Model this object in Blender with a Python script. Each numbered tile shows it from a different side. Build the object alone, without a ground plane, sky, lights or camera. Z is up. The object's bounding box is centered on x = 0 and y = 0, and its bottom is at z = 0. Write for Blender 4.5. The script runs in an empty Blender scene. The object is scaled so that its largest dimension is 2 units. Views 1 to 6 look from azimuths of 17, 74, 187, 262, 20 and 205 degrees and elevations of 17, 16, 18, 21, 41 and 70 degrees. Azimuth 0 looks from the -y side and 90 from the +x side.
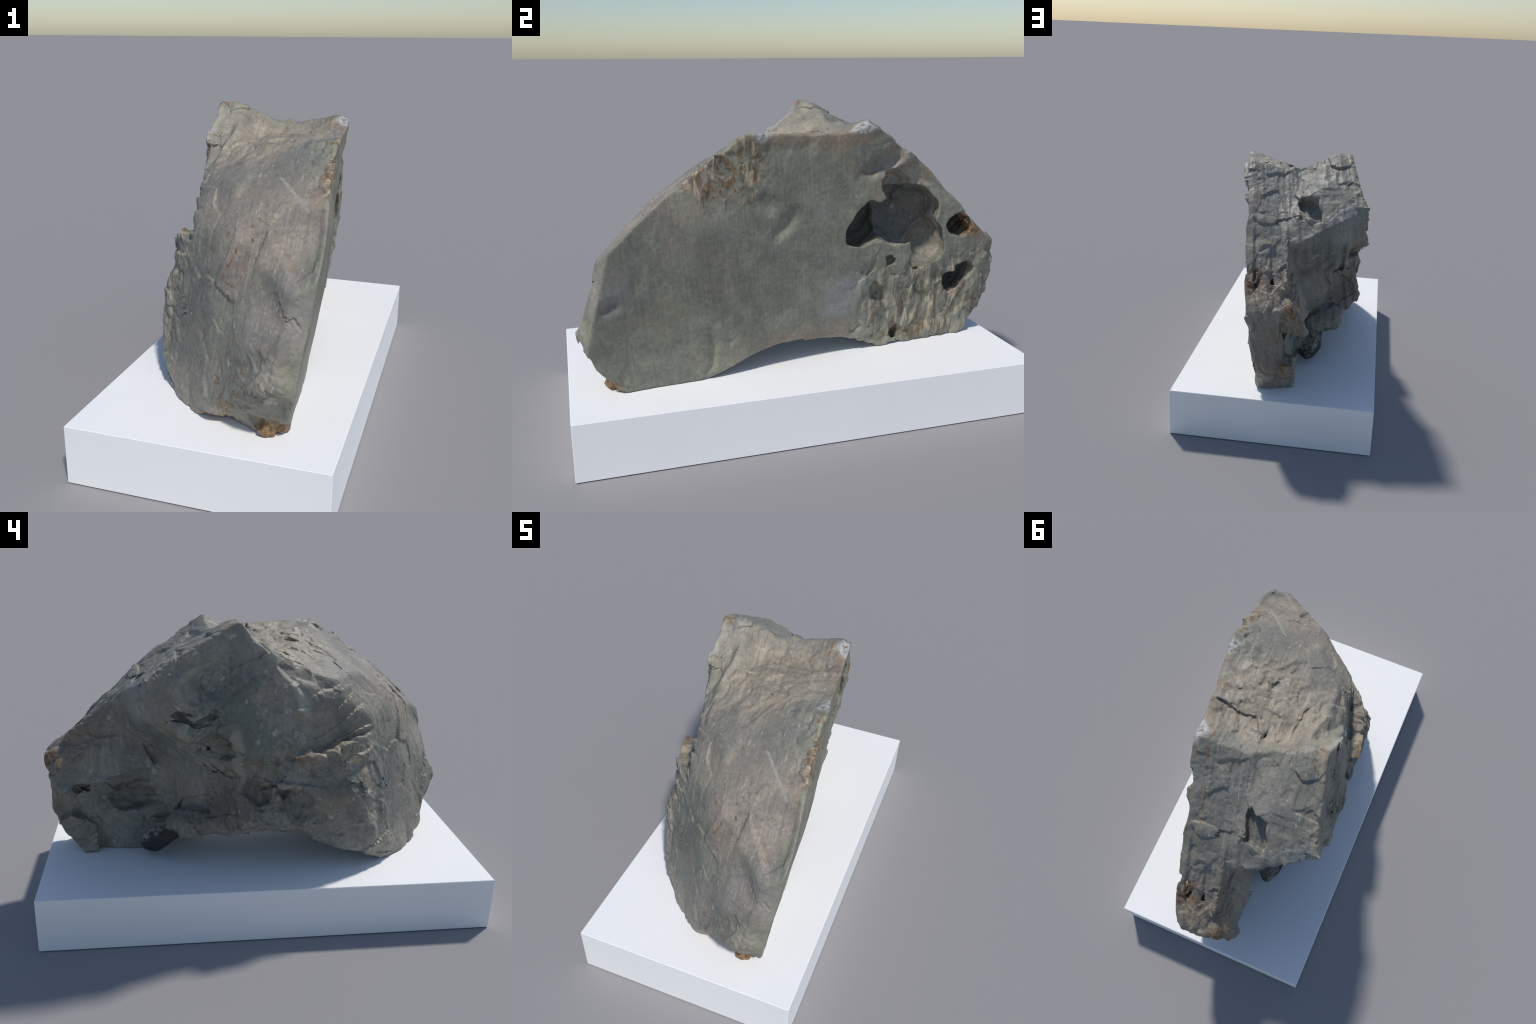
"""A slab of layered greenish-grey rock resting on a low white plinth.

The boulder is modelled as one solid: flat fracture faces (planes through measured points) bound it,
wedges and rounded hollows are cut out of it, and the bedding, chips and scratches are raised on
its surface with noise.  The solid is meshed with a surface-net over its distance field.
"""
import bpy
import numpy as np

H = 0.0060                    # net spacing of the boulder mesh before the final split
LO = np.array([-0.50, -1.02, 0.20])
HI = np.array([0.50, 1.10, 1.42])
PLINTH_TOP = 0.243

# ------------------------------------------------------------------ noise
def _hash(ix, iy, iz, seed):
    h = (ix * 73856093) ^ (iy * 19349663) ^ (iz * 83492791) ^ (seed * 2654435761)
    h = (h ^ (h >> 13)) * 1274126177
    h = h & 0xFFFFFFFF
    h = (h ^ (h >> 16)) * 2246822519 & 0xFFFFFFFF
    return ((h ^ (h >> 15)) & 0xFFFF).astype(np.float32) / 65535.0

def vnoise(p, seed=0):
    """smooth value noise in [-1, 1] on an (n, 3) array"""
    f = np.floor(p)
    i = f.astype(np.int64)
    t = (p - f).astype(np.float32)
    t = t * t * t * (t * (t * 6 - 15) + 10)
    out = np.zeros(len(p), np.float32)
    for dx in (0, 1):
        wx = t[:, 0] if dx else 1 - t[:, 0]
        for dy in (0, 1):
            wy = t[:, 1] if dy else 1 - t[:, 1]
            for dz in (0, 1):
                wz = t[:, 2] if dz else 1 - t[:, 2]
                out += wx * wy * wz * _hash(i[:, 0] + dx, i[:, 1] + dy, i[:, 2] + dz, seed)
    return out * 2 - 1

def fbm(p, octaves=4, seed=0, gain=0.5):
    a, s, out = 1.0, 0.0, 0
    for k in range(octaves):
        out = out + a * vnoise(p * (2.03 ** k) + 17.3 * k, seed + k)
        s += a
        a *= gain
    return out / s

def cells(p, seed=0):
    """Worley cells: distance to the nearest point, to the second one, and the cell's random value"""
    f = np.floor(p).astype(np.int64)
    d1 = np.full(len(p), 9.0, np.float32); d2 = d1.copy(); v = np.zeros(len(p), np.float32)
    for dx in (-1, 0, 1):
        for dy in (-1, 0, 1):
            for dz in (-1, 0, 1):
                c = f + (dx, dy, dz)
                o = np.stack([_hash(c[:, 0], c[:, 1], c[:, 2], seed + k) for k in (0, 1, 2)], 1)
                d = np.linalg.norm(c + o - p, axis=1).astype(np.float32)
                r = _hash(c[:, 0], c[:, 1], c[:, 2], seed + 3)
                near = d < d1
                d2 = np.where(near, d1, np.minimum(d2, d))
                v = np.where(near, r, v)
                d1 = np.where(near, d, d1)
    return d1, d2, v

def facets(p, seed=0):
    """each cell is a flat chip scar with a tilt of its own"""
    f = np.floor(p).astype(np.int64)
    best = np.full(len(p), 9.0, np.float32); out = np.zeros(len(p), np.float32)
    for dx in (-1, 0, 1):
        for dy in (-1, 0, 1):
            for dz in (-1, 0, 1):
                c = f + (dx, dy, dz)
                o = np.stack([_hash(c[:, 0], c[:, 1], c[:, 2], seed + k) for k in (0, 1, 2)], 1)
                t = np.stack([_hash(c[:, 0], c[:, 1], c[:, 2], seed + k) for k in (3, 4, 5)], 1) * 2 - 1
                rel = p - c - o
                d = (rel ** 2).sum(1).astype(np.float32)
                out = np.where(d < best, (rel * t).sum(1) + 0.4 * t[:, 0], out)
                best = np.minimum(best, d)
    return out

def smooth(e0, e1, x):
    t = np.clip((x - e0) / (e1 - e0), 0, 1)
    return t * t * (3 - 2 * t)

# ------------------------------------------------------------------ the solid
INSIDE = np.array([0.02, 0.05, 0.80])

def plane(a, b, c, inside=INSIDE):
    """plane through three points, its normal pointing away from `inside`"""
    a, b, c = (np.array(q, float) for q in (a, b, c))
    n = np.cross(b - a, c - a)
    n /= np.linalg.norm(n)
    if n @ (np.asarray(inside) - a) > 0:
        n = -n
    return n.astype(np.float32), float(n @ a)

def dist(pl, X, Y, Z):
    n, d = pl
    return n[0] * X + n[1] * Y + n[2] * Z - d

def smax(a, b, k):
    h = np.clip(0.5 - 0.5 * (a - b) / k, 0, 1)
    return a * (1 - h) + b * h + k * h * (1 - h)

def smin(a, b, k):
    return -smax(-a, -b, k)

def bedding(x, y, z):
    """distance across the beds: 0 on the big cleavage face, negative into the rock"""
    swell = 0.042 * smooth(0.3, -0.6, y) * smooth(1.22, 0.90, z) * (0.8 + 0.2 * smooth(0.4, 0.75, z))
    swell = swell + 0.024 * smooth(-0.70, -0.2, y) * smooth(1.10, 0.66, z) * smooth(1.05, 0.85, y)
    swell = swell - 0.006 * smooth(0.0, 0.02, y - 0.27 - 0.25 * (z - 0.55)) * smooth(0.80, 0.70, z + 0.35 * (y - 0.16))
    return (x - (0.14 - 0.12 * y + 0.145 * z + swell)) / 1.0175

def face_y(p, dx, dz, sign):
    """steep face y = p.y + dx (x - p.x) + dz (z - p.z); sign: the side it looks to"""
    n = np.array([-dx, 1.0, -dz]) * sign
    n /= np.linalg.norm(n)
    return n.astype(np.float32), float(n @ np.array(p))

def face_z(p, dx, dy, sign=1):
    """flat-lying face z = p.z + dx (x - p.x) + dy (y - p.y)"""
    n = np.array([-dx, -dy, 1.0]) * sign
    n /= np.linalg.norm(n)
    return n.astype(np.float32), float(n @ np.array(p))

# fracture faces of the whole block
FACES = [
    # front: upper slope, nose slope, the broad front, its undercut foot, the tip of the nose
    face_z((0.173, -0.448, 1.122), 0.18, 0.68),
    face_z((0.071, -0.699, 0.905), 0.20, 0.90),
    face_y((-0.028, -0.688, 0.668), -0.63, 0.32, -1),
    face_y((0.25, -0.835, 0.25), -0.17, -0.33, -1),
    face_y((0.30, -0.918, 0.55), 0.30, 0.20, -1),
    plane((0.31, -0.85, 0.32), (0.29, -0.78, 0.245), (0.21, -0.825, 0.248)),
    # left front: the face with upright grain, the steps above it, the bulge at its foot
    face_y((-0.066, -0.705, 0.50), -0.92, 0.30, -1),
    plane((-0.318, -0.40, 0.70), (-0.10, -0.57, 1.00), (-0.23, -0.335, 1.06)),
    plane((-0.36, -0.45, 0.40), (-0.14, -0.75, 0.25), (-0.25, -0.57, 0.25)),
    plane((-0.315, 0.103, 1.345), (-0.330, -0.06, 1.17), (-0.10, -0.30, 1.16)),
    # the sunless back
    plane((-0.290, 0.11, 1.345), (-0.352, 0.36, 1.27), (-0.395, 0.15, 0.93)),
    plane((-0.380, 0.1, 0.60), (-0.412, 0.49, 0.99), (-0.375, -0.165, 0.80)),
    plane((-0.365, -0.45, 0.38), (-0.385, -0.05, 0.49), (-0.365, -0.30, 0.70)),
    # the roof and the long back slope
    plane((-0.27, 0.16, 1.352), (0.30, 0.2, 1.292), (0.0, -0.25, 1.36)),
    plane((-0.25, 0.2, 1.330), (0.29, 0.29, 1.270), (-0.39, 0.537, 1.168)),
    plane((0.186, 0.742, 0.920), (0.124, 0.978, 0.705), (-0.1, 0.742, 0.930)),
    # the end of the tail and its undercut, the lip of the arch
    plane((0.12, 0.990, 0.73), (-0.14, 0.972, 0.73), (0.08, 0.980, 0.42)),
    plane((0.08, 0.985, 0.42), (0.06, 0.875, 0.25), (-0.10, 0.835, 0.25)),
]
# the stepped recess beside the ridge, and the ledge it ends on
RECESS = [plane((-0.385, 0.12, 0.90), (-0.290, -0.163, 0.905), (-0.282, -0.09, 1.10)),
          plane((-0.278, -0.122, 1.02), (-0.175, -0.15, 1.17), (-0.360, -0.34, 0.78))]
RIDGE = face_y((-0.29, -0.115, 1.075), 0.2, 0.87, -1)
LEDGE = face_z((-0.30, -0.36, 0.835), -0.1, -0.20)
# the hollow under the upper block, down to the thin tail
BLOCK_END = plane((-0.39, 0.548, 1.15), (-0.41, 0.475, 0.98), (-0.03, 0.68, 0.87))
UNDER_BLOCK = plane((-0.40, 0.49, 0.985), (-0.38, 0.15, 0.74), (-0.03, 0.72, 0.87), (0, 0.3, 1.3))
TAIL_BACK = plane((-0.035, 0.80, 0.70), (-0.040, 0.80, 0.25), (-0.07, 0.45, 0.70))
STEEP_BACK = plane((-0.385, 0.10, 0.9), (-0.385, 0.10, 0.6), (-0.13, 0.36, 0.6))
LOW_BACK = plane((-0.36, 0.20, 0.60), (-0.235, 0.343, 0.43), (-0.20, 0.50, 0.75))
BACK_SLOPE = plane((0.242, 0.521, 1.130), (0.186, 0.742, 0.918), (-0.12, 0.62, 1.035))
BLOCK_TOP = face_z((-0.16, 0.58, 1.070), -0.42, -0.60)
ARCH = [
    plane((0.23, -0.43, 0.245), (0.20, -0.13, 0.35), (-0.36, -0.32, 0.345)),
    plane((0.20, -0.10, 0.325), (0.15, 0.2, 0.315), (-0.30, -0.02, 0.41)),
    plane((0.13, 0.36, 0.255), (-0.12, 0.54, 0.245), (-0.23, 0.363, 0.42)),
]
ARCH_LIP = [plane((-0.385, -0.05, 0.53), (-0.385, -0.45, 0.30), (-0.26, -0.05, 0.43)),
            plane((-0.385, -0.05, 0.50), (-0.385, 0.30, 0.51), (-0.26, 0.1, 0.40))]
# the saddle broken out of the crest between the two peaks: floor (two slabs), rear slope, flank of the left peak
BACK_CREST = plane((0.29, 0.305, 1.268), (0.25, 0.5, 1.142), (-0.03, 0.24, 1.248))
PEAK_FLANK = face_z((-0.03, 0.22, 1.248), -0.60, -0.50)
FLOOR = [face_z((-0.07, 0.03, 1.205), 0.13, -0.02), face_z((-0.15, -0.30, 1.096), 0.33, 0.36)]
REAR = face_z((-0.03, 0.22, 1.250), 0.07, 0.435)
FLANK = face_z((-0.03, 0.20, 1.265), -0.70, 0.68)

# hollows in the cleavage face: centre (depth across the beds, y, z) and radii
CAVITIES = [
    ((-0.105, 0.300, 0.850), (0.215, 0.132, 0.105), 25),
    ((-0.020, 0.425, 1.020), (0.075, 0.075, 0.085), -20),
    ((-0.070, 0.475, 0.875), (0.155, 0.180, 0.138), -8),
    ((0.040, 0.530, 1.050), (0.070, 0.125, 0.085), -30),
    ((0.006, 0.345, 1.128), (0.050, 0.110, 0.052), 35),
    ((-0.045, 0.600, 0.725), (0.120, 0.130, 0.088), 70),
    ((-0.010, 0.405, 0.687), (0.030, 0.026, 0.026), 0),
    ((-0.045, 0.775, 0.806), (0.130, 0.075, 0.054), -35),
    ((-0.070, 0.800, 0.550), (0.150, 0.098, 0.068), 25),
    ((-0.140, 0.840, 0.570), (0.240, 0.060, 0.044), 0),
    ((-0.020, 0.480, 0.310), (0.060, 0.020, 0.030), 0),
    ((0.010, 0.600, 0.500), (0.040, 0.025, 0.070), 10),
    ((0.010, 0.370, 0.520), (0.040, 0.035, 0.070), 30),
    ((0.026, -0.830, 0.620), (0.042, 0.055, 0.035), 30),
    ((0.022, -0.110, 0.900), (0.038, 0.080, 0.042), 35),
    ((0.024, -0.180, 1.000), (0.036, 0.060, 0.050), 20),
    ((0.014, -0.335, 0.420), (0.024, 0.030, 0.020), 0),
    ((0.020, -0.420, 0.360), (0.030, 0.012, 0.090), -8),
]
# hollows elsewhere: centre (x, y, z) and radii
PITS = [
    ((0.07, -0.81, 0.240), (0.120, 0.080, 0.035)),
    ((-0.355, 0.374, 1.055), (0.070, 0.026, 0.022)),
    ((-0.375, 0.340, 0.985), (0.030, 0.080, 0.035)),
    ((-0.350, 0.093, 1.165), (0.030, 0.050, 0.040)),
    ((-0.415, 0.035, 0.665), (0.130, 0.085, 0.130)),
    ((-0.405, -0.110, 0.565), (0.120, 0.085, 0.095)),
    ((-0.410, 0.275, 0.825), (0.125, 0.110, 0.075)),
    ((-0.080, 0.600, 0.510), (0.110, 0.140, 0.070)),
    ((-0.385, -0.053, 0.739), (0.035, 0.020, 0.020)),
    ((-0.345, 0.232, 0.539), (0.060, 0.030, 0.035)),
    ((-0.375, -0.210, 0.516), (0.025, 0.035, 0.025)),
    ((-0.115, 0.786, 0.373), (0.045, 0.070, 0.050)),
    ((-0.390, 0.110, 0.760), (0.030, 0.060, 0.040)),
    ((0.12, 0.62, 1.085), (0.050, 0.050, 0.030)),
    ((0.02, 0.72, 0.985), (0.070, 0.045, 0.030)),
]
# swellings: centre, radii, height
BUMPS = [
    ((0.20, -0.90, 0.46), (0.11, 0.15, 0.11), 0.040),
    ((0.17, -0.84, 0.64), (0.12, 0.10, 0.10), 0.022),
    ((0.05, -0.68, 0.85), (0.10, 0.10, 0.08), 0.014),
    ((-0.36, -0.27, 0.73), (0.10, 0.13, 0.06), -0.022),
    ((0.22, 0.00, 0.33), (0.10, 0.26, 0.06), -0.025),
    ((0.20, 0.20, 0.54), (0.10, 0.16, 0.12), 0.016),
    ((0.31, -0.27, 1.25), (0.08, 0.05, 0.03), 0.012),
    ((-0.15, 0.49, 0.31), (0.06, 0.08, 0.06), 0.025),
    ((0.25, -0.83, 0.255), (0.07, 0.07, 0.035), 0.022),
]

def ball(c, r, X, Y, Z):
    q = np.sqrt(((X - c[0]) / r[0]) ** 2 + ((Y - c[1]) / r[1]) ** 2 + ((Z - c[2]) / r[2]) ** 2)
    return (q - 1) * min(r)

def solid(X, Y, Z, W=None):
    k = 0.010
    W = bedding(X, Y, Z) if W is None else W
    D = lambda f: dist(f, X, Y, Z)
    d = W
    for f in FACES:
        d = smax(d, D(f), k)
    # upper block: above its underside; the low back and tail stand further in
    upper = smax(D(BLOCK_END), D(UNDER_BLOCK), k)
    foot = np.maximum(np.maximum(np.abs(X + 0.02) - 0.075, np.abs(Y - 0.85) - 0.085), Z - 0.44 + 0.6 * np.abs(Y - 0.88))
    sill = np.maximum(np.maximum(-0.112 - X + 0.5 * (Z - 0.68), np.abs(Z - 0.69 + 0.25 * (Y - 0.8)) - 0.088), np.maximum(0.50 + 0.5 * (Z - 0.68) - Y, Y + 0.6 * (0.68 - Z) - 0.97))
    stump = ball((-0.115, 0.42, 0.335), (0.09, 0.13, 0.10), X, Y + 0.02 * np.sin(50 * X + 20 * Z), Z + 0.015 * np.sin(45 * Y))
    shelf = ball((-0.20, 0.29, 0.44), (0.11, 0.13, 0.075), X, Y, Z)
    d = smax(d, smin(D(BACK_SLOPE), D(BLOCK_TOP), k), k)
    low = smin(smax(D(LOW_BACK), D(STEEP_BACK), k), D(TAIL_BACK), k)
    low = smin(low, smin(smin(smin(foot, sill, 0.03), stump, 0.03), shelf, 0.04), 0.02)
    d = smax(d, smin(upper, low, k), k)
    d = smax(d, smin(smax(D(RECESS[0]), smin(D(RECESS[1]), D(RIDGE), k), k), D(LEDGE), k), k)
    arch = D(ARCH[0])
    for a in ARCH[1:]:
        arch = smin(arch, D(a), 0.05)
    d = smax(d, arch, 0.02)
    d = smax(d, smin(smin(D(ARCH_LIP[0]), D(ARCH_LIP[1]), k), 0.30 - Y, 0.02), k)
    d = smax(d, smin(D(BACK_CREST), D(PEAK_FLANK), k), k)
    floor = smax(D(FLOOR[0]), D(FLOOR[1]), 0.02)
    d = smax(d, smin(smin(floor, D(REAR), 0.03), D(FLANK), 0.03), k)
    for c, r, h in BUMPS:
        d = d - h * np.exp(-(((X - c[0]) / r[0]) ** 2 + ((Y - c[1]) / r[1]) ** 2 + ((Z - c[2]) / r[2]) ** 2))
    # the pocket broken out of the back slope, its walls along the grain
    u = (Y - 0.52) * 0.86 - (Z - 1.12) * 0.5
    h = (Y - 0.52) * 0.5 + (Z - 1.12) * 0.86
    box = np.maximum(np.maximum(np.abs(X + 0.11 + 0.25 * u + 0.006 * np.sin(45 * u)) - 0.05, np.abs(u + 0.4 * (X + 0.11)) - 0.07), -(h + 0.055))
    d = smax(d, -box, 0.012)
    wy = Y + 0.012 * np.sin(23 * Z + 11 * X) + 0.003 * np.sin(67 * Z + 40 * Y)
    wz = Z + 0.012 * np.sin(25 * Y + 17 * X) + 0.003 * np.sin(71 * Y - 30 * Z)
    for c, r, turn in CAVITIES:
        ct, st = np.cos(np.radians(turn)), np.sin(np.radians(turn))
        u, v = (wy - c[1]) * ct + (wz - c[2]) * st, (wz - c[2]) * ct - (wy - c[1]) * st
        d = smax(d, -ball((c[0], 0, 0), r, W, u, v), 0.006 if c[0] < 0 else 0.020)
    for c, r in PITS:
        ry, rz = wy + 0.10 * r[1] * np.sin(7 * Z / r[2] + 50 * X), wz + 0.22 * r[2] * np.sin(3.1 * Y / r[1] + 40 * X)
        d = smax(d, -ball(c, r, X, ry, rz), 0.028 if r[0] > 0.09 else 0.012)
    return np.maximum(d, PLINTH_TOP + 0.002 - Z)

def near(p, c, r):
    """1 at c, fading to 0 at the radii r"""
    q = np.sqrt((((p - np.array(c)) / np.array(r)) ** 2).sum(1))
    return smooth(1.0, 0.45, q).astype(np.float32)

def roughness(p):
    """broken relief, in metres, that the bulk of the stone carries: beds, chips, lumps"""
    x, y, z = p.T
    w = bedding(x, y, z)
    sheer = smooth(-0.035, -0.012, w)                       # 1 on the cleavage face
    warp = 0.04 * np.stack([vnoise(p * 7, 40 + i) for i in range(3)], 1)
    b = np.stack([w * 34, y * 2.2 + 0.3 * z, z * 2.2], 1)
    beds = vnoise(b, 3)
    beds = np.clip(beds * 2.2, -1, 1)
    lumps = fbm(p * 4.0, 3, 5)
    d1, d2, v = cells(p * np.array([16, 9, 9]) + warp * 30, 11)
    chips = (v - 0.5) * smooth(0.02, 0.18, d2 - d1)
    saddle = near(p, (0.03, -0.02, 1.22), (0.42, 0.34, 0.16))
    backside = smooth(-0.15, -0.30, x + 0.15 * (y > 0.4)) * smooth(1.33, 1.15, z)
    slope = smooth(0.15, 0.3, y) * smooth(0.75, 0.9, z) * (1 - backside)
    crust = smooth(0.16, 0.30, y) * smooth(0.74, 0.60, z + 0.06 * vnoise(p * 8, 7)) * sheer
    rim = near(p, (0.35, -0.36, 1.15), (0.10, 0.30, 0.24))
    toe = near(p, (0.22, -0.88, 0.42), (0.18, 0.22, 0.24)) + near(p, (0.05, -0.80, 0.27), (0.4, 0.2, 0.09))
    tail = smooth(0.62, 0.75, y) * (1 - sheer)
    scars = facets(p * np.array([5.5, 5, 5]) + (4 - 3 * smooth(-0.15, -0.35, y))[:, None] * warp, 61)
    small = facets(p * np.array([19, 11, 11]) + 9 * warp, 71)
    plain = near(p, (-0.34, 0.06, 1.02), (0.14, 0.26, 0.34))             # the smooth triangular facet
    backside = backside * (1 - 0.8 * plain)
    front = smooth(-0.15, -0.35, y)
    ledges = facets(np.stack([x * 6, (y + 0.45 * z) * 4.0, (z - 0.45 * y) * 10.0], 1) + 4 * warp, 81)
    out = (1 - sheer) * (scars * (0.009 - 0.001 * front + 0.004 * backside + 0.004 * saddle - 0.007 * plain) + small * (0.003 - 0.0018 * front + 0.005 * saddle + 0.003 * backside + 0.003 * tail))
    out += ledges * 0.012 * backside
    recess = near(p, (-0.26, -0.32, 0.90), (0.15, 0.24, 0.26))
    q = (z + 0.45 * y + 0.015 * np.sin(25 * y + 9 * z)) / 0.085
    out += (q - np.floor(q) - 0.5) * 0.018 * recess                      # short shelves stepping down
    out += lumps * (0.0035 + 0.002 * (1 - sheer) - 0.0035 * front)
    out += beds * (1 - sheer) * (1 - 0.8 * saddle) * (0.0035 - 0.0028 * front + 0.002 * tail + 0.003 * backside)
    out += chips * (0.010 * saddle + 0.012 * backside + 0.006 * slope + 0.014 * toe + 0.012 * tail + 0.008 * rim)
    out += small * 0.004 * (toe + rim)
    out += fbm(p * 13, 3, 21) * (0.012 * saddle + 0.003 * backside + 0.009 * toe + 0.004 * slope + 0.006 * tail)
    rib = vnoise(np.stack([w * 6, (y + 0.12 * z) * 46, z * 7], 1), 31)
    out += (rib * 0.005 + fbm(p * 17, 3, 33) * 0.014 + small * 0.010) * crust + (rib * 0.002 + small * 0.005) * rim
    return out.astype(np.float32)

def grain(v, n):
    """fine relief raised on the finished mesh: striae along the beds, pecks, scratches"""
    x, y, z = v.T
    w = bedding(x, y, z)
    sheer = smooth(-0.03, -0.010, w)
    s = vnoise(np.stack([w * 110, y * 4, z * 4], 1), 50) + 0.6 * vnoise(np.stack([w * 260, y * 7, z * 7], 1), 51)
    up = vnoise(np.stack([w * 20, (y + 0.1 * z) * 130, z * 6], 1), 52)
    f = fbm(v * 45, 3, 53)
    d1, d2, c = cells(v * np.array([60, 40, 40]), 54)
    pecks = -smooth(0.30, 0.10, d1) * (c > 0.80)
    h = (1 - sheer) * s * 0.0007 + sheer * up * 0.0005 + f * (0.0007 + 0.0004 * (1 - sheer)) + pecks * 0.0022 * (1 - 0.5 * sheer)
    return v + n * h[:, None]

# ------------------------------------------------------------------ meshing
def surface_net(lo, hi, h):
    n = np.ceil((hi - lo) / h).astype(int) + 1
    ax = [(lo[i] + h * np.arange(n[i])).astype(np.float32) for i in range(3)]
    D = np.empty(n, np.float32)
    for s in range(0, n[0], 24):
        X, Y, Z = np.meshgrid(ax[0][s:s + 24], ax[1], ax[2], indexing="ij")
        D[s:s + 24] = solid(X, Y, Z)
    band = np.argwhere(np.abs(D) < 0.034)
    D[tuple(band.T)] -= roughness(lo + band * h)
    D = np.maximum(D, (PLINTH_TOP + 0.002 - ax[2])[None, None, :])
    inside = D < 0
    # cells that the surface crosses
    corner = [(a, b, c) for a in (0, 1) for b in (0, 1) for c in (0, 1)]
    cut = lambda o: tuple(slice(o[i], n[i] - 1 + o[i]) for i in range(3))
    count = sum(inside[cut(o)].astype(np.int8) for o in corner)
    cell = np.argwhere((count > 0) & (count < 8))
    index = np.full(n - 1, -1, np.int64)
    index[tuple(cell.T)] = np.arange(len(cell))
    val = np.stack([D[tuple((cell + o).T)] for o in corner], 1)
    acc = np.zeros((len(cell), 3)); hits = np.zeros(len(cell))
    for a in range(8):
        for b in range(a + 1, 8):
            oa, ob = np.array(corner[a]), np.array(corner[b])
            if abs(oa - ob).sum() != 1:
                continue
            m = (val[:, a] < 0) != (val[:, b] < 0)
            t = np.where(m, val[:, a] / np.where(m, val[:, a] - val[:, b], 1), 0)
            acc += np.where(m[:, None], oa + t[:, None] * (ob - oa), 0)
            hits += m
    verts = lo + (cell + acc / hits[:, None]) * h
    quads = []
    for axis in range(3):
        u, v = (axis + 1) % 3, (axis + 2) % 3
        sl0 = [slice(1, n[i] - 1) for i in range(3)]
        sl1 = list(sl0)
        sl0[axis] = slice(0, n[axis] - 1); sl1[axis] = slice(1, n[axis])
        a, b = inside[tuple(sl0)], inside[tuple(sl1)]
        e = np.argwhere(a != b)
        flip = a[tuple(e.T)]
        base = e + 1
        base[:, axis] = e[:, axis]
        du = np.zeros(3, int); du[u] = 1
        dv = np.zeros(3, int); dv[v] = 1
        q = np.stack([index[tuple((base - p).T)] for p in (du + dv, dv, 0 * du, du)], 1)
        q[~flip] = q[~flip][:, ::-1]
        quads.append(q)
    return verts, np.concatenate(quads)

def vertex_normals(v, q):
    a = np.cross(v[q[:, 2]] - v[q[:, 0]], v[q[:, 3]] - v[q[:, 1]])
    n = np.zeros_like(v)
    for k in range(4):
        np.add.at(n, q[:, k], a)
    return n / np.maximum(np.linalg.norm(n, axis=1, keepdims=True), 1e-12)

def split_quads(v, q):
    """every quad into four"""
    e = np.concatenate([q[:, [k, (k + 1) % 4]] for k in range(4)])
    e = np.sort(e, 1)
    key, inv = np.unique(e[:, 0] * len(v) + e[:, 1], return_inverse=True)
    mid = 0.5 * (v[key // len(v)] + v[key % len(v)])
    ctr = v[q].mean(1)
    m = len(q)
    E = (len(v) + inv).reshape(4, m)
    C = len(v) + len(key) + np.arange(m)
    out = np.concatenate([np.stack([q[:, k], E[k], C, E[(k + 3) % 4]], 1) for k in range(4)])
    return np.concatenate([v, mid, ctr]), out

def relax(v, q, times):
    for _ in range(times):
        s = np.zeros_like(v); c = np.zeros(len(v))
        for k in range(4):
            for j in (1, 3):
                np.add.at(s, q[:, k], v[q[:, (k + j) % 4]])
            np.add.at(c, q[:, k], 2)
        v = 0.5 * v + 0.5 * s / c[:, None]
    return v

def main_body(v, q):
    """drop loose crumbs: keep the largest connected piece"""
    label = np.arange(len(v))
    while True:
        low = label[q].min(1)
        new = label.copy()
        for k in range(4):
            np.minimum.at(new, q[:, k], low)
        new = new[new]
        if (new == label).all():
            break
        label = new
    keep = label == np.bincount(label).argmax()
    index = np.cumsum(keep) - 1
    return v[keep], index[q[keep[q[:, 0]]]]

def make_mesh(name, v, q):
    me = bpy.data.meshes.new(name)
    me.vertices.add(len(v)); me.vertices.foreach_set("co", v.astype(np.float32).ravel())
    me.loops.add(4 * len(q)); me.loops.foreach_set("vertex_index", q.astype(np.int32).ravel())
    me.polygons.add(len(q)); me.polygons.foreach_set("loop_start", (4 * np.arange(len(q))).astype(np.int32))
    me.polygons.foreach_set("use_smooth", np.ones(len(q), bool))
    me.update(calc_edges=True)
    me.validate()
    return me

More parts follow.
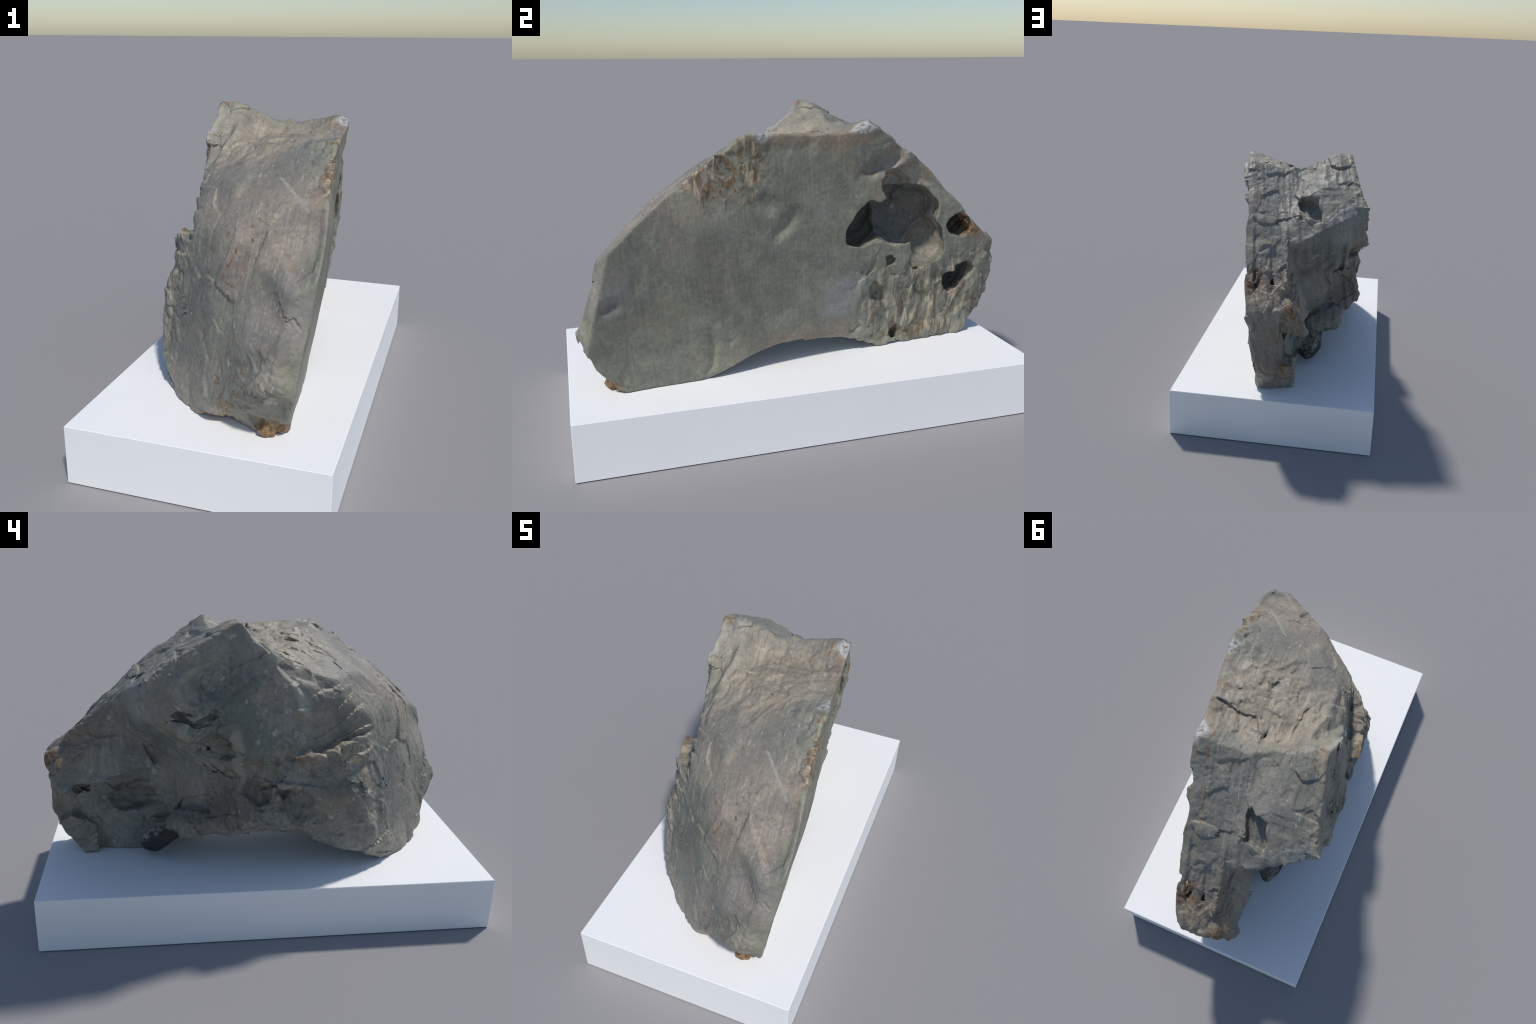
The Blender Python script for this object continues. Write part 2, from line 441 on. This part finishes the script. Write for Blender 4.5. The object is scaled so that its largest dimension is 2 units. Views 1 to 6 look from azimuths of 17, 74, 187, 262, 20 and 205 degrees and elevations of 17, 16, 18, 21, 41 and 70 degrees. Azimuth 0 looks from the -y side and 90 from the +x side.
# ------------------------------------------------------------------ build
class Nodes:
    """small helper to write a node tree as expressions"""
    def __init__(self, name):
        self.mat = bpy.data.materials.new(name)
        self.mat.use_nodes = True
        self.t = self.mat.node_tree
        self.bsdf = self.t.nodes["Principled BSDF"]
        self.pos = self.t.nodes.new("ShaderNodeTexCoord").outputs["Object"]

    def node(self, kind, *inputs, out=0, **props):
        n = self.t.nodes.new("ShaderNode" + kind)
        for k, v in props.items():
            setattr(n, k, v)
        for i, v in enumerate(inputs):
            if v is None:
                continue
            if isinstance(v, bpy.types.NodeSocket):
                self.t.links.new(v, n.inputs[i])
            else:
                n.inputs[i].default_value = v
        return n.outputs[out]

    def math(self, op, a, b=None, c=None):
        return self.node("Math", a, b, c, operation=op)

    def vec(self, op, a, b=None, out=0):
        return self.node("VectorMath", a, b, operation=op, out=out)

    def ramp(self, x, lo, hi, a=0.0, b=1.0):
        """smooth step from a at lo to b at hi"""
        return self.node("MapRange", x, lo, hi, a, b, interpolation_type="SMOOTHSTEP")

    def noise(self, scale, detail=4.0, at=None, rough=0.55, distort=0.0):
        n = self.t.nodes.new("ShaderNodeTexNoise")
        self.t.links.new(self.pos if at is None else at, n.inputs["Vector"])
        n.inputs["Scale"].default_value = scale
        n.inputs["Detail"].default_value = detail
        n.inputs["Roughness"].default_value = rough
        n.inputs["Distortion"].default_value = distort
        return n.outputs[0]

    def mix(self, f, a, b, blend="MIX"):
        n = self.t.nodes.new("ShaderNodeMix")
        n.data_type = "RGBA"
        n.blend_type = blend
        for sock, v in ((n.inputs[0], f), (n.inputs[6], a), (n.inputs[7], b)):
            if isinstance(v, bpy.types.NodeSocket):
                self.t.links.new(v, sock)
            else:
                sock.default_value = (*v, 1) if isinstance(v, tuple) else v
        return n.outputs[2]

    def blob(self, c, r, ragged, soft=0.5):
        """1 inside an ellipsoid with a ragged border, 0 outside"""
        q = self.vec("LENGTH", self.vec("DIVIDE", self.vec("SUBTRACT", self.pos, c), r), out=1)
        q = self.math("ADD", q, ragged)
        return self.ramp(q, 1.0, 1.0 - soft)

    def line(self, a, b, width, ragged=None):
        """1 on the segment a-b"""
        a, b = np.array(a), np.array(b)
        ab = b - a
        rel = self.vec("SUBTRACT", self.pos, tuple(a))
        t = self.math("DIVIDE", self.vec("DOT_PRODUCT", rel, tuple(ab), out=1), float(ab @ ab))
        t = self.node("Clamp", t, 0.0, 1.0)
        n = self.t.nodes.new("ShaderNodeVectorMath")
        n.operation = "SCALE"
        n.inputs[0].default_value = tuple(ab)
        self.t.links.new(t, n.inputs["Scale"])
        d = self.vec("LENGTH", self.vec("SUBTRACT", rel, n.outputs[0]), out=1)
        if ragged is not None:
            d = self.math("ADD", d, self.math("MULTIPLY", ragged, width * 0.9))
        return self.ramp(d, width, width * 0.3)

def stone_material():
    N = Nodes("layered_stone")
    M, R = N.math, N.ramp
    w = M("SUBTRACT", N.vec("DOT_PRODUCT", N.pos, (0.983, 0.118, -0.1425), out=1), 0.1376)   # across the beds
    beds = N.node("CombineXYZ", M("MULTIPLY", w, 60.0), N.node("SeparateXYZ", N.pos, out=1), N.node("SeparateXYZ", N.pos, out=2))
    up = N.vec("MULTIPLY", N.pos, (30.0, 60.0, 5.0))
    big = N.noise(2.6, 4)
    mid = N.noise(9.0, 5, distort=0.4)
    fine = N.noise(55.0, 5)
    grain = N.noise(230.0, 3)
    streak = N.noise(1.6, 4, at=beds)
    upright = N.noise(1.0, 4, at=up)
    rag = M("MULTIPLY", M("SUBTRACT", mid, 0.5), 1.6)
    rag2 = M("MULTIPLY", M("SUBTRACT", fine, 0.5), 2.2)
    ragged = M("ADD", rag, M("MULTIPLY", rag2, 0.35))
    sheer = R(M("ADD", w, M("MULTIPLY", rag, 0.010)), -0.035, -0.008)

    col = N.mix(R(big, 0.38, 0.62), (0.290, 0.268, 0.240), (0.240, 0.240, 0.215))
    col = N.mix(sheer, col, N.mix(R(mid, 0.35, 0.7), (0.212, 0.222, 0.188), (0.268, 0.268, 0.228)))
    # tints that belong to a fracture face: centre, radii, colour, strength
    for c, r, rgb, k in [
        ((0.20, -0.62, 0.98), (0.26, 0.36, 0.26), (0.325, 0.282, 0.250), 0.85),      # front slope, warm grey
        ((0.26, -0.85, 0.72), (0.20, 0.16, 0.18), (0.305, 0.280, 0.270), 0.7),       # nose, bluish
        ((-0.14, -0.60, 0.60), (0.20, 0.30, 0.30), (0.205, 0.212, 0.198), 0.75),     # left front, greener
        ((0.02, 0.00, 1.22), (0.40, 0.30, 0.16), (0.365, 0.315, 0.255), 0.75),       # saddle, beige
        ((-0.24, -0.02, 1.24), (0.14, 0.22, 0.16), (0.360, 0.335, 0.285), 0.7),
        ((0.00, 0.45, 1.15), (0.36, 0.34, 0.25), (0.290, 0.278, 0.258), 0.6),        # back slope
        ((0.00, 0.86, 0.78), (0.26, 0.20, 0.20), (0.280, 0.228, 0.185), 0.85),       # tail, brownish
        ((-0.02, 0.95, 0.45), (0.22, 0.16, 0.28), (0.225, 0.198, 0.172), 0.8),
        ((-0.40, 0.10, 0.95), (0.12, 0.32, 0.36), (0.155, 0.175, 0.156), 0.9),      # back, deep green, darkened partway to its baked-in shade
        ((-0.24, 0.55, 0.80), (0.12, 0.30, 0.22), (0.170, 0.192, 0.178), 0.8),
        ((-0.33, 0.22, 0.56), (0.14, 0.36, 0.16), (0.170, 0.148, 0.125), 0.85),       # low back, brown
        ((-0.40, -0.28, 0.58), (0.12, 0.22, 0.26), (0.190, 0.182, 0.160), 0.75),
        ((-0.30, 0.55, 1.05), (0.18, 0.10, 0.14), (0.330, 0.350, 0.360), 0.65),      # pale flank of the block
        ((0.19, 0.17, 0.55), (0.10, 0.19, 0.13), (0.340, 0.345, 0.350), 0.75),       # bluish crust
        ((0.20, 0.00, 0.36), (0.12, 0.42, 0.09), (0.275, 0.225, 0.190), 0.75),       # brown edge of the arch
        ((0.30, 0.12, 1.23), (0.07, 0.24, 0.06), (0.290, 0.225, 0.175), 0.75),       # brown upper rim
        ((0.345, -0.12, 1.235), (0.05, 0.20, 0.05), (0.260, 0.200, 0.155), 0.7),
        ((0.345, -0.50, 1.05), (0.04, 0.20, 0.14), (0.270, 0.225, 0.185), 0.6),
        ((0.06, 0.42, 0.90), (0.13, 0.26, 0.20), (0.175, 0.190, 0.195), 0.8),        # inside the big hollow
    ]:
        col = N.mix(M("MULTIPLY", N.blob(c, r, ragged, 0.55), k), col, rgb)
    # light and dark laminae where the beds are cut across, upright streaks on the cleavage face
    lam = N.mix(M("MULTIPLY", M("SUBTRACT", 1.0, sheer), R(mid, 0.35, 0.65, 0.05, 0.45)), (0.5, 0.5, 0.5), N.mix(R(streak, 0.3, 0.7), (0.38, 0.38, 0.385), (0.62, 0.615, 0.60)))
    col = N.mix(0.75, col, lam, "OVERLAY")
    col = N.mix(M("MULTIPLY", sheer, R(big, 0.4, 0.6, 0.0, 0.18)), col, N.mix(R(upright, 0.3, 0.7), (0.40, 0.40, 0.40), (0.62, 0.62, 0.60)), "OVERLAY")
    col = N.mix(0.6, col, N.mix(R(fine, 0.34, 0.66), (0.40, 0.40, 0.40), (0.60, 0.60, 0.59)), "OVERLAY")
    col = N.mix(0.8, col, N.mix(R(N.noise(4.5, 6, distort=1.2), 0.34, 0.66), (0.40, 0.405, 0.41), (0.60, 0.59, 0.57)), "OVERLAY")
    # brownish and bluish clouds of weathering
    cloud = N.noise(6.5, 6, rough=0.62, distort=0.8)
    col = N.mix(R(cloud, 0.54, 0.68, 0.0, 0.32), col, (0.285, 0.222, 0.165))
    col = N.mix(R(cloud, 0.44, 0.30, 0.0, 0.40), col, (0.235, 0.250, 0.255))
    # ribbed tan crust low on the tail, and along the upper front rim
    y, z = N.node("SeparateXYZ", N.pos, out=1), N.node("SeparateXYZ", N.pos, out=2)
    ribs = N.noise(1.0, 5, at=N.vec("MULTIPLY", N.pos, (14.0, 30.0, 7.0)), distort=1.2)
    crust = M("MULTIPLY", sheer, N.blob((0.14, 0.62, 0.42), (0.16, 0.42, 0.26), ragged, 0.4))
    rim = N.blob((0.355, -0.37, 1.135), (0.05, 0.23, 0.17), ragged, 0.5)
    rim = M("MULTIPLY", rim, R(w, -0.03, 0.0))
    patch = R(N.noise(11.0, 3), 0.42, 0.56)
    for mask, lo, hi in ((crust, 0.55, 0.64), (M("MULTIPLY", rim, patch), 0.49, 0.57)):
        col = N.mix(M("MULTIPLY", M("MULTIPLY", mask, 0.85), R(ribs, 0.50, 0.40)), col, (0.150, 0.110, 0.082))
        col = N.mix(M("MULTIPLY", mask, R(ribs, lo, hi)), col, (0.500, 0.405, 0.290))
    # pale flecks drawn out along the beds
    fleck = N.noise(3.0, 3, at=N.vec("MULTIPLY", beds, (0.45, 7.0, 7.0)))
    col = N.mix(M("MULTIPLY", M("MULTIPLY", R(fleck, 0.65, 0.71), 0.7), M("SUBTRACT", 1.0, M("MULTIPLY", sheer, 0.8))), col, (0.50, 0.485, 0.46))
    # rust: along joints, at chipped corners, in specks
    rusty = N.noise(24.0, 5, distort=0.8)
    for c, r, k, t in [
        ((0.25, -0.83, 0.265), (0.13, 0.09, 0.055), 0.95, 0.35), ((0.02, -0.78, 0.27), (0.14, 0.07, 0.04), 0.8, 0.48),
        ((0.12, 0.84, 0.80), (0.10, 0.08, 0.07), 0.85, 0.42), ((-0.10, 0.96, 0.70), (0.09, 0.06, 0.06), 0.9, 0.46),
        ((-0.05, 0.90, 0.36), (0.06, 0.08, 0.09), 0.8, 0.48), ((-0.12, 0.97, 0.76), (0.08, 0.06, 0.05), 0.9, 0.42),
        ((0.10, 0.50, 0.30), (0.10, 0.32, 0.05), 0.7, 0.48), ((-0.27, 0.17, 1.34), (0.06, 0.08, 0.05), 0.7, 0.50),
        ((0.35, -0.35, 1.16), (0.05, 0.26, 0.19), 0.7, 0.50), ((0.27, -0.84, 0.70), (0.06, 0.08, 0.07), 0.8, 0.55),
        ((0.05, -0.66, 0.86), (0.24, 0.28, 0.26), 0.85, 0.60), ((0.12, -0.86, 0.42), (0.18, 0.14, 0.20), 0.85, 0.545),
        ((0.10, 0.58, 0.56), (0.10, 0.30, 0.12), 0.6, 0.58), ((-0.30, -0.40, 0.80), (0.10, 0.15, 0.25), 0.8, 0.60),
        ((-0.12, 0.78, 0.28), (0.12, 0.20, 0.06), 0.6, 0.50), ((0.03, 0.36, 1.0), (0.4, 0.4, 0.4), 0.6, 0.66),
    ]:
        m = M("MULTIPLY", N.blob(c, r, ragged, 0.6), R(rusty, t, t + 0.06))
        col = N.mix(M("MULTIPLY", m, k), col, N.mix(R(fine, 0.35, 0.65), (0.115, 0.066, 0.034), (0.330, 0.185, 0.080)))
    for at, k in ((-0.080, 0.85), (-0.018, 0.6)):
        off = M("ABSOLUTE", M("SUBTRACT", M("ADD", w, M("MULTIPLY", rag, 0.006)), at))
        m = M("MULTIPLY", R(off, 0.007, 0.002), N.blob((0.15, 0.45, 1.1), (0.25, 0.36, 0.34), ragged, 0.4))
        m = M("MULTIPLY", m, R(rusty, 0.46, 0.56))
        col = N.mix(M("MULTIPLY", m, k), col, (0.27, 0.14, 0.06))
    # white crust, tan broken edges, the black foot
    for c, r in [((0.345, -0.215, 1.265), (0.06, 0.055, 0.045)), ((0.295, 0.23, 1.28), (0.05, 0.07, 0.035))]:
        col = N.mix(M("MULTIPLY", N.blob(c, r, ragged, 0.5), R(fine, 0.30, 0.60, 0.0, 0.85)), col, (0.56, 0.58, 0.60))
    edge = R(N.node("NewGeometry", out=7), 0.51, 0.56)
    chipped = M("MULTIPLY", edge, R(mid, 0.42, 0.58))
    col = N.mix(M("MULTIPLY", chipped, 0.55), col, (0.42, 0.36, 0.29))
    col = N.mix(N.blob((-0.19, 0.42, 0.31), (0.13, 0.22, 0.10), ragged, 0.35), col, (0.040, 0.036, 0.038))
    # tan shelves in the recess beside the ridge
    q = M("ADD", M("ADD", z, M("MULTIPLY", y, 0.45)), M("MULTIPLY", M("SINE", M("ADD", M("MULTIPLY", y, 25.0), M("MULTIPLY", z, 9.0))), 0.015))
    f = M("FRACT", M("ADD", M("DIVIDE", q, 0.085), M("MULTIPLY", ragged, 0.10)))
    m = M("MAXIMUM", R(f, 0.16, 0.05), R(f, 0.90, 0.97))
    m = M("MULTIPLY", M("MULTIPLY", m, R(mid, 0.42, 0.54)), N.blob((-0.26, -0.33, 0.88), (0.14, 0.22, 0.25), ragged, 0.4))
    col = N.mix(M("MULTIPLY", m, 0.85), col, (0.45, 0.37, 0.28))
    # worn crests, tan broken ledges on the back; the ridge's sunlit strip painted pale olive
    crests = [
        ((0.43, 0.425, 0.37), 0.042, [(-0.285, 0.09, 1.33), (-0.30, -0.03, 1.20), (-0.285, -0.13, 1.07), (-0.30, -0.17, 0.90), (-0.36, -0.17, 0.81)]),
        ((0.46, 0.375, 0.28), 0.028, [(-0.36, -0.17, 0.80), (-0.31, -0.30, 0.79), (-0.29, -0.40, 0.745)]),
        ((0.46, 0.375, 0.28), 0.028, [(-0.27, -0.30, 0.94), (-0.23, -0.40, 0.99), (-0.17, -0.48, 1.0)]),
        ((0.46, 0.375, 0.28), 0.028, [(-0.29, -0.29, 0.85), (-0.28, -0.35, 0.86)]),
        ((0.46, 0.375, 0.28), 0.028, [(-0.31, -0.41, 0.68), (-0.27, -0.49, 0.74)]),
        ((0.22, 0.165, 0.12), 0.045, [(-0.385, 0.16, 0.75), (-0.37, -0.16, 0.79)]),
        ((0.27, 0.21, 0.155), 0.045, [(-0.33, 0.58, 0.94), (-0.37, 0.40, 0.88), (-0.38, 0.22, 0.70)]),
        ((0.33, 0.31, 0.26), 0.035, [(-0.38, 0.16, 0.90), (-0.38, 0.13, 0.66)]),
        ((0.40, 0.345, 0.27), 0.024, [(-0.37, 0.50, 1.17), (-0.345, 0.34, 1.27), (-0.275, 0.16, 1.35)]),
        ((0.40, 0.345, 0.27), 0.024, [(-0.375, 0.45, 1.09), (-0.345, 0.24, 1.22)]),
    ]
    for rgb, width, path in crests:
        m = None
        for a, b in zip(path[:-1], path[1:]):
            seg = N.line(a, b, width, ragged)
            m = seg if m is None else M("MAXIMUM", m, seg)
        col = N.mix(M("MULTIPLY", m, 0.8), col, rgb)
    # pale upright flutes on the back of the tail
    flute = N.noise(1.0, 3, at=N.vec("MULTIPLY", N.pos, (6.0, 34.0, 3.5)))
    m = M("MULTIPLY", N.blob((-0.17, 0.58, 0.76), (0.16, 0.30, 0.18), ragged, 0.5), R(flute, 0.56, 0.64))
    col = N.mix(M("MULTIPLY", m, 0.75), col, (0.40, 0.395, 0.35))
    # pale scratches
    for a, b, wd in [((0.165, -0.44, 1.125), (0.200, -0.475, 1.105), 0.006), ((0.200, -0.475, 1.105), (0.318, -0.60, 1.035), 0.006),
                     ((-0.36, 0.22, 0.82), (-0.37, -0.10, 0.92), 0.005), ((-0.36, 0.20, 0.75), (-0.37, -0.12, 0.84), 0.004),
                     ((-0.33, 0.02, 1.12), (-0.37, 0.06, 0.86), 0.006), ((-0.34, -0.05, 1.03), (-0.38, 0.0, 0.80), 0.005)]:
        m = M("MULTIPLY", N.line(a, b, wd * 1.6), R(fine, 0.35, 0.5))
        col = N.mix(M("MULTIPLY", m, 0.7), col, (0.40, 0.40, 0.37))
    # a dark hairline joint across the cleavage face
    joint = M("MAXIMUM", N.line((0.318, -0.56, 0.66), (0.20, -0.10, 0.40), 0.004), N.line((0.29, 0.12, 1.04), (0.26, 0.22, 0.97), 0.004))
    col = N.mix(M("MULTIPLY", joint, R(fine, 0.38, 0.5)), col, (0.13, 0.105, 0.085))
    col = N.mix(0.35, col, N.mix(R(grain, 0.3, 0.7), (0.43, 0.43, 0.43), (0.57, 0.57, 0.57)), "OVERLAY")
    col = N.mix(1.0, col, (0.955, 0.945, 0.905), "MULTIPLY")
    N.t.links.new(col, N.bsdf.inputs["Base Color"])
    N.t.links.new(R(mid, 0.3, 0.7, 0.46, 0.62), N.bsdf.inputs["Roughness"])
    N.bsdf.inputs["Specular IOR Level"].default_value = 0.38
    h = M("ADD", M("MULTIPLY", fine, 0.7), M("MULTIPLY", grain, 0.3))
    h = M("ADD", h, M("MULTIPLY", M("MULTIPLY", streak, M("SUBTRACT", 1.0, sheer)), 0.3))
    bump = N.t.nodes.new("ShaderNodeBump")
    bump.inputs["Strength"].default_value = 0.30
    bump.inputs["Distance"].default_value = 0.006
    N.t.links.new(h, bump.inputs["Height"])
    N.t.links.new(bump.outputs[0], N.bsdf.inputs["Normal"])
    return N.mat

def paint_material():
    N = Nodes("white_paint")
    n = N.noise(3.0, 3)
    N.t.links.new(N.mix(N.ramp(n, 0.35, 0.65), (0.965, 0.965, 0.965), (0.980, 0.980, 0.980)), N.bsdf.inputs["Base Color"])
    N.bsdf.inputs["Roughness"].default_value = 0.75
    N.bsdf.inputs["Specular IOR Level"].default_value = 0.3
    return N.mat

verts, quads = surface_net(LO, HI, H)
verts, quads = main_body(verts, quads)
verts, quads = split_quads(verts, quads)
verts = relax(verts, quads, 1)
verts = grain(verts, vertex_normals(verts, quads))
verts[:, 2] = np.maximum(verts[:, 2], PLINTH_TOP + 0.001)
boulder = bpy.data.objects.new("boulder", make_mesh("boulder", verts, quads))
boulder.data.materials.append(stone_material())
boulder["label"] = "layered greenish grey rock slab with rusty edges and hollows"
boulder["category"] = "rock"
bpy.context.scene.collection.objects.link(boulder)

def build_plinth():
    import bmesh
    bm = bmesh.new()
    bmesh.ops.create_cube(bm, size=1)
    for v in bm.verts:
        v.co.x *= 1.023; v.co.y *= 2.0; v.co.z = (v.co.z + 0.5) * PLINTH_TOP
    bmesh.ops.bevel(bm, geom=bm.edges[:], offset=0.002, segments=2, affect="EDGES")
    me = bpy.data.meshes.new("plinth")
    bm.to_mesh(me); bm.free()
    o = bpy.data.objects.new("plinth", me)
    me.materials.append(paint_material())
    o["label"] = "low rectangular white painted display plinth"
    o["category"] = "plinth"
    bpy.context.scene.collection.objects.link(o)

build_plinth()
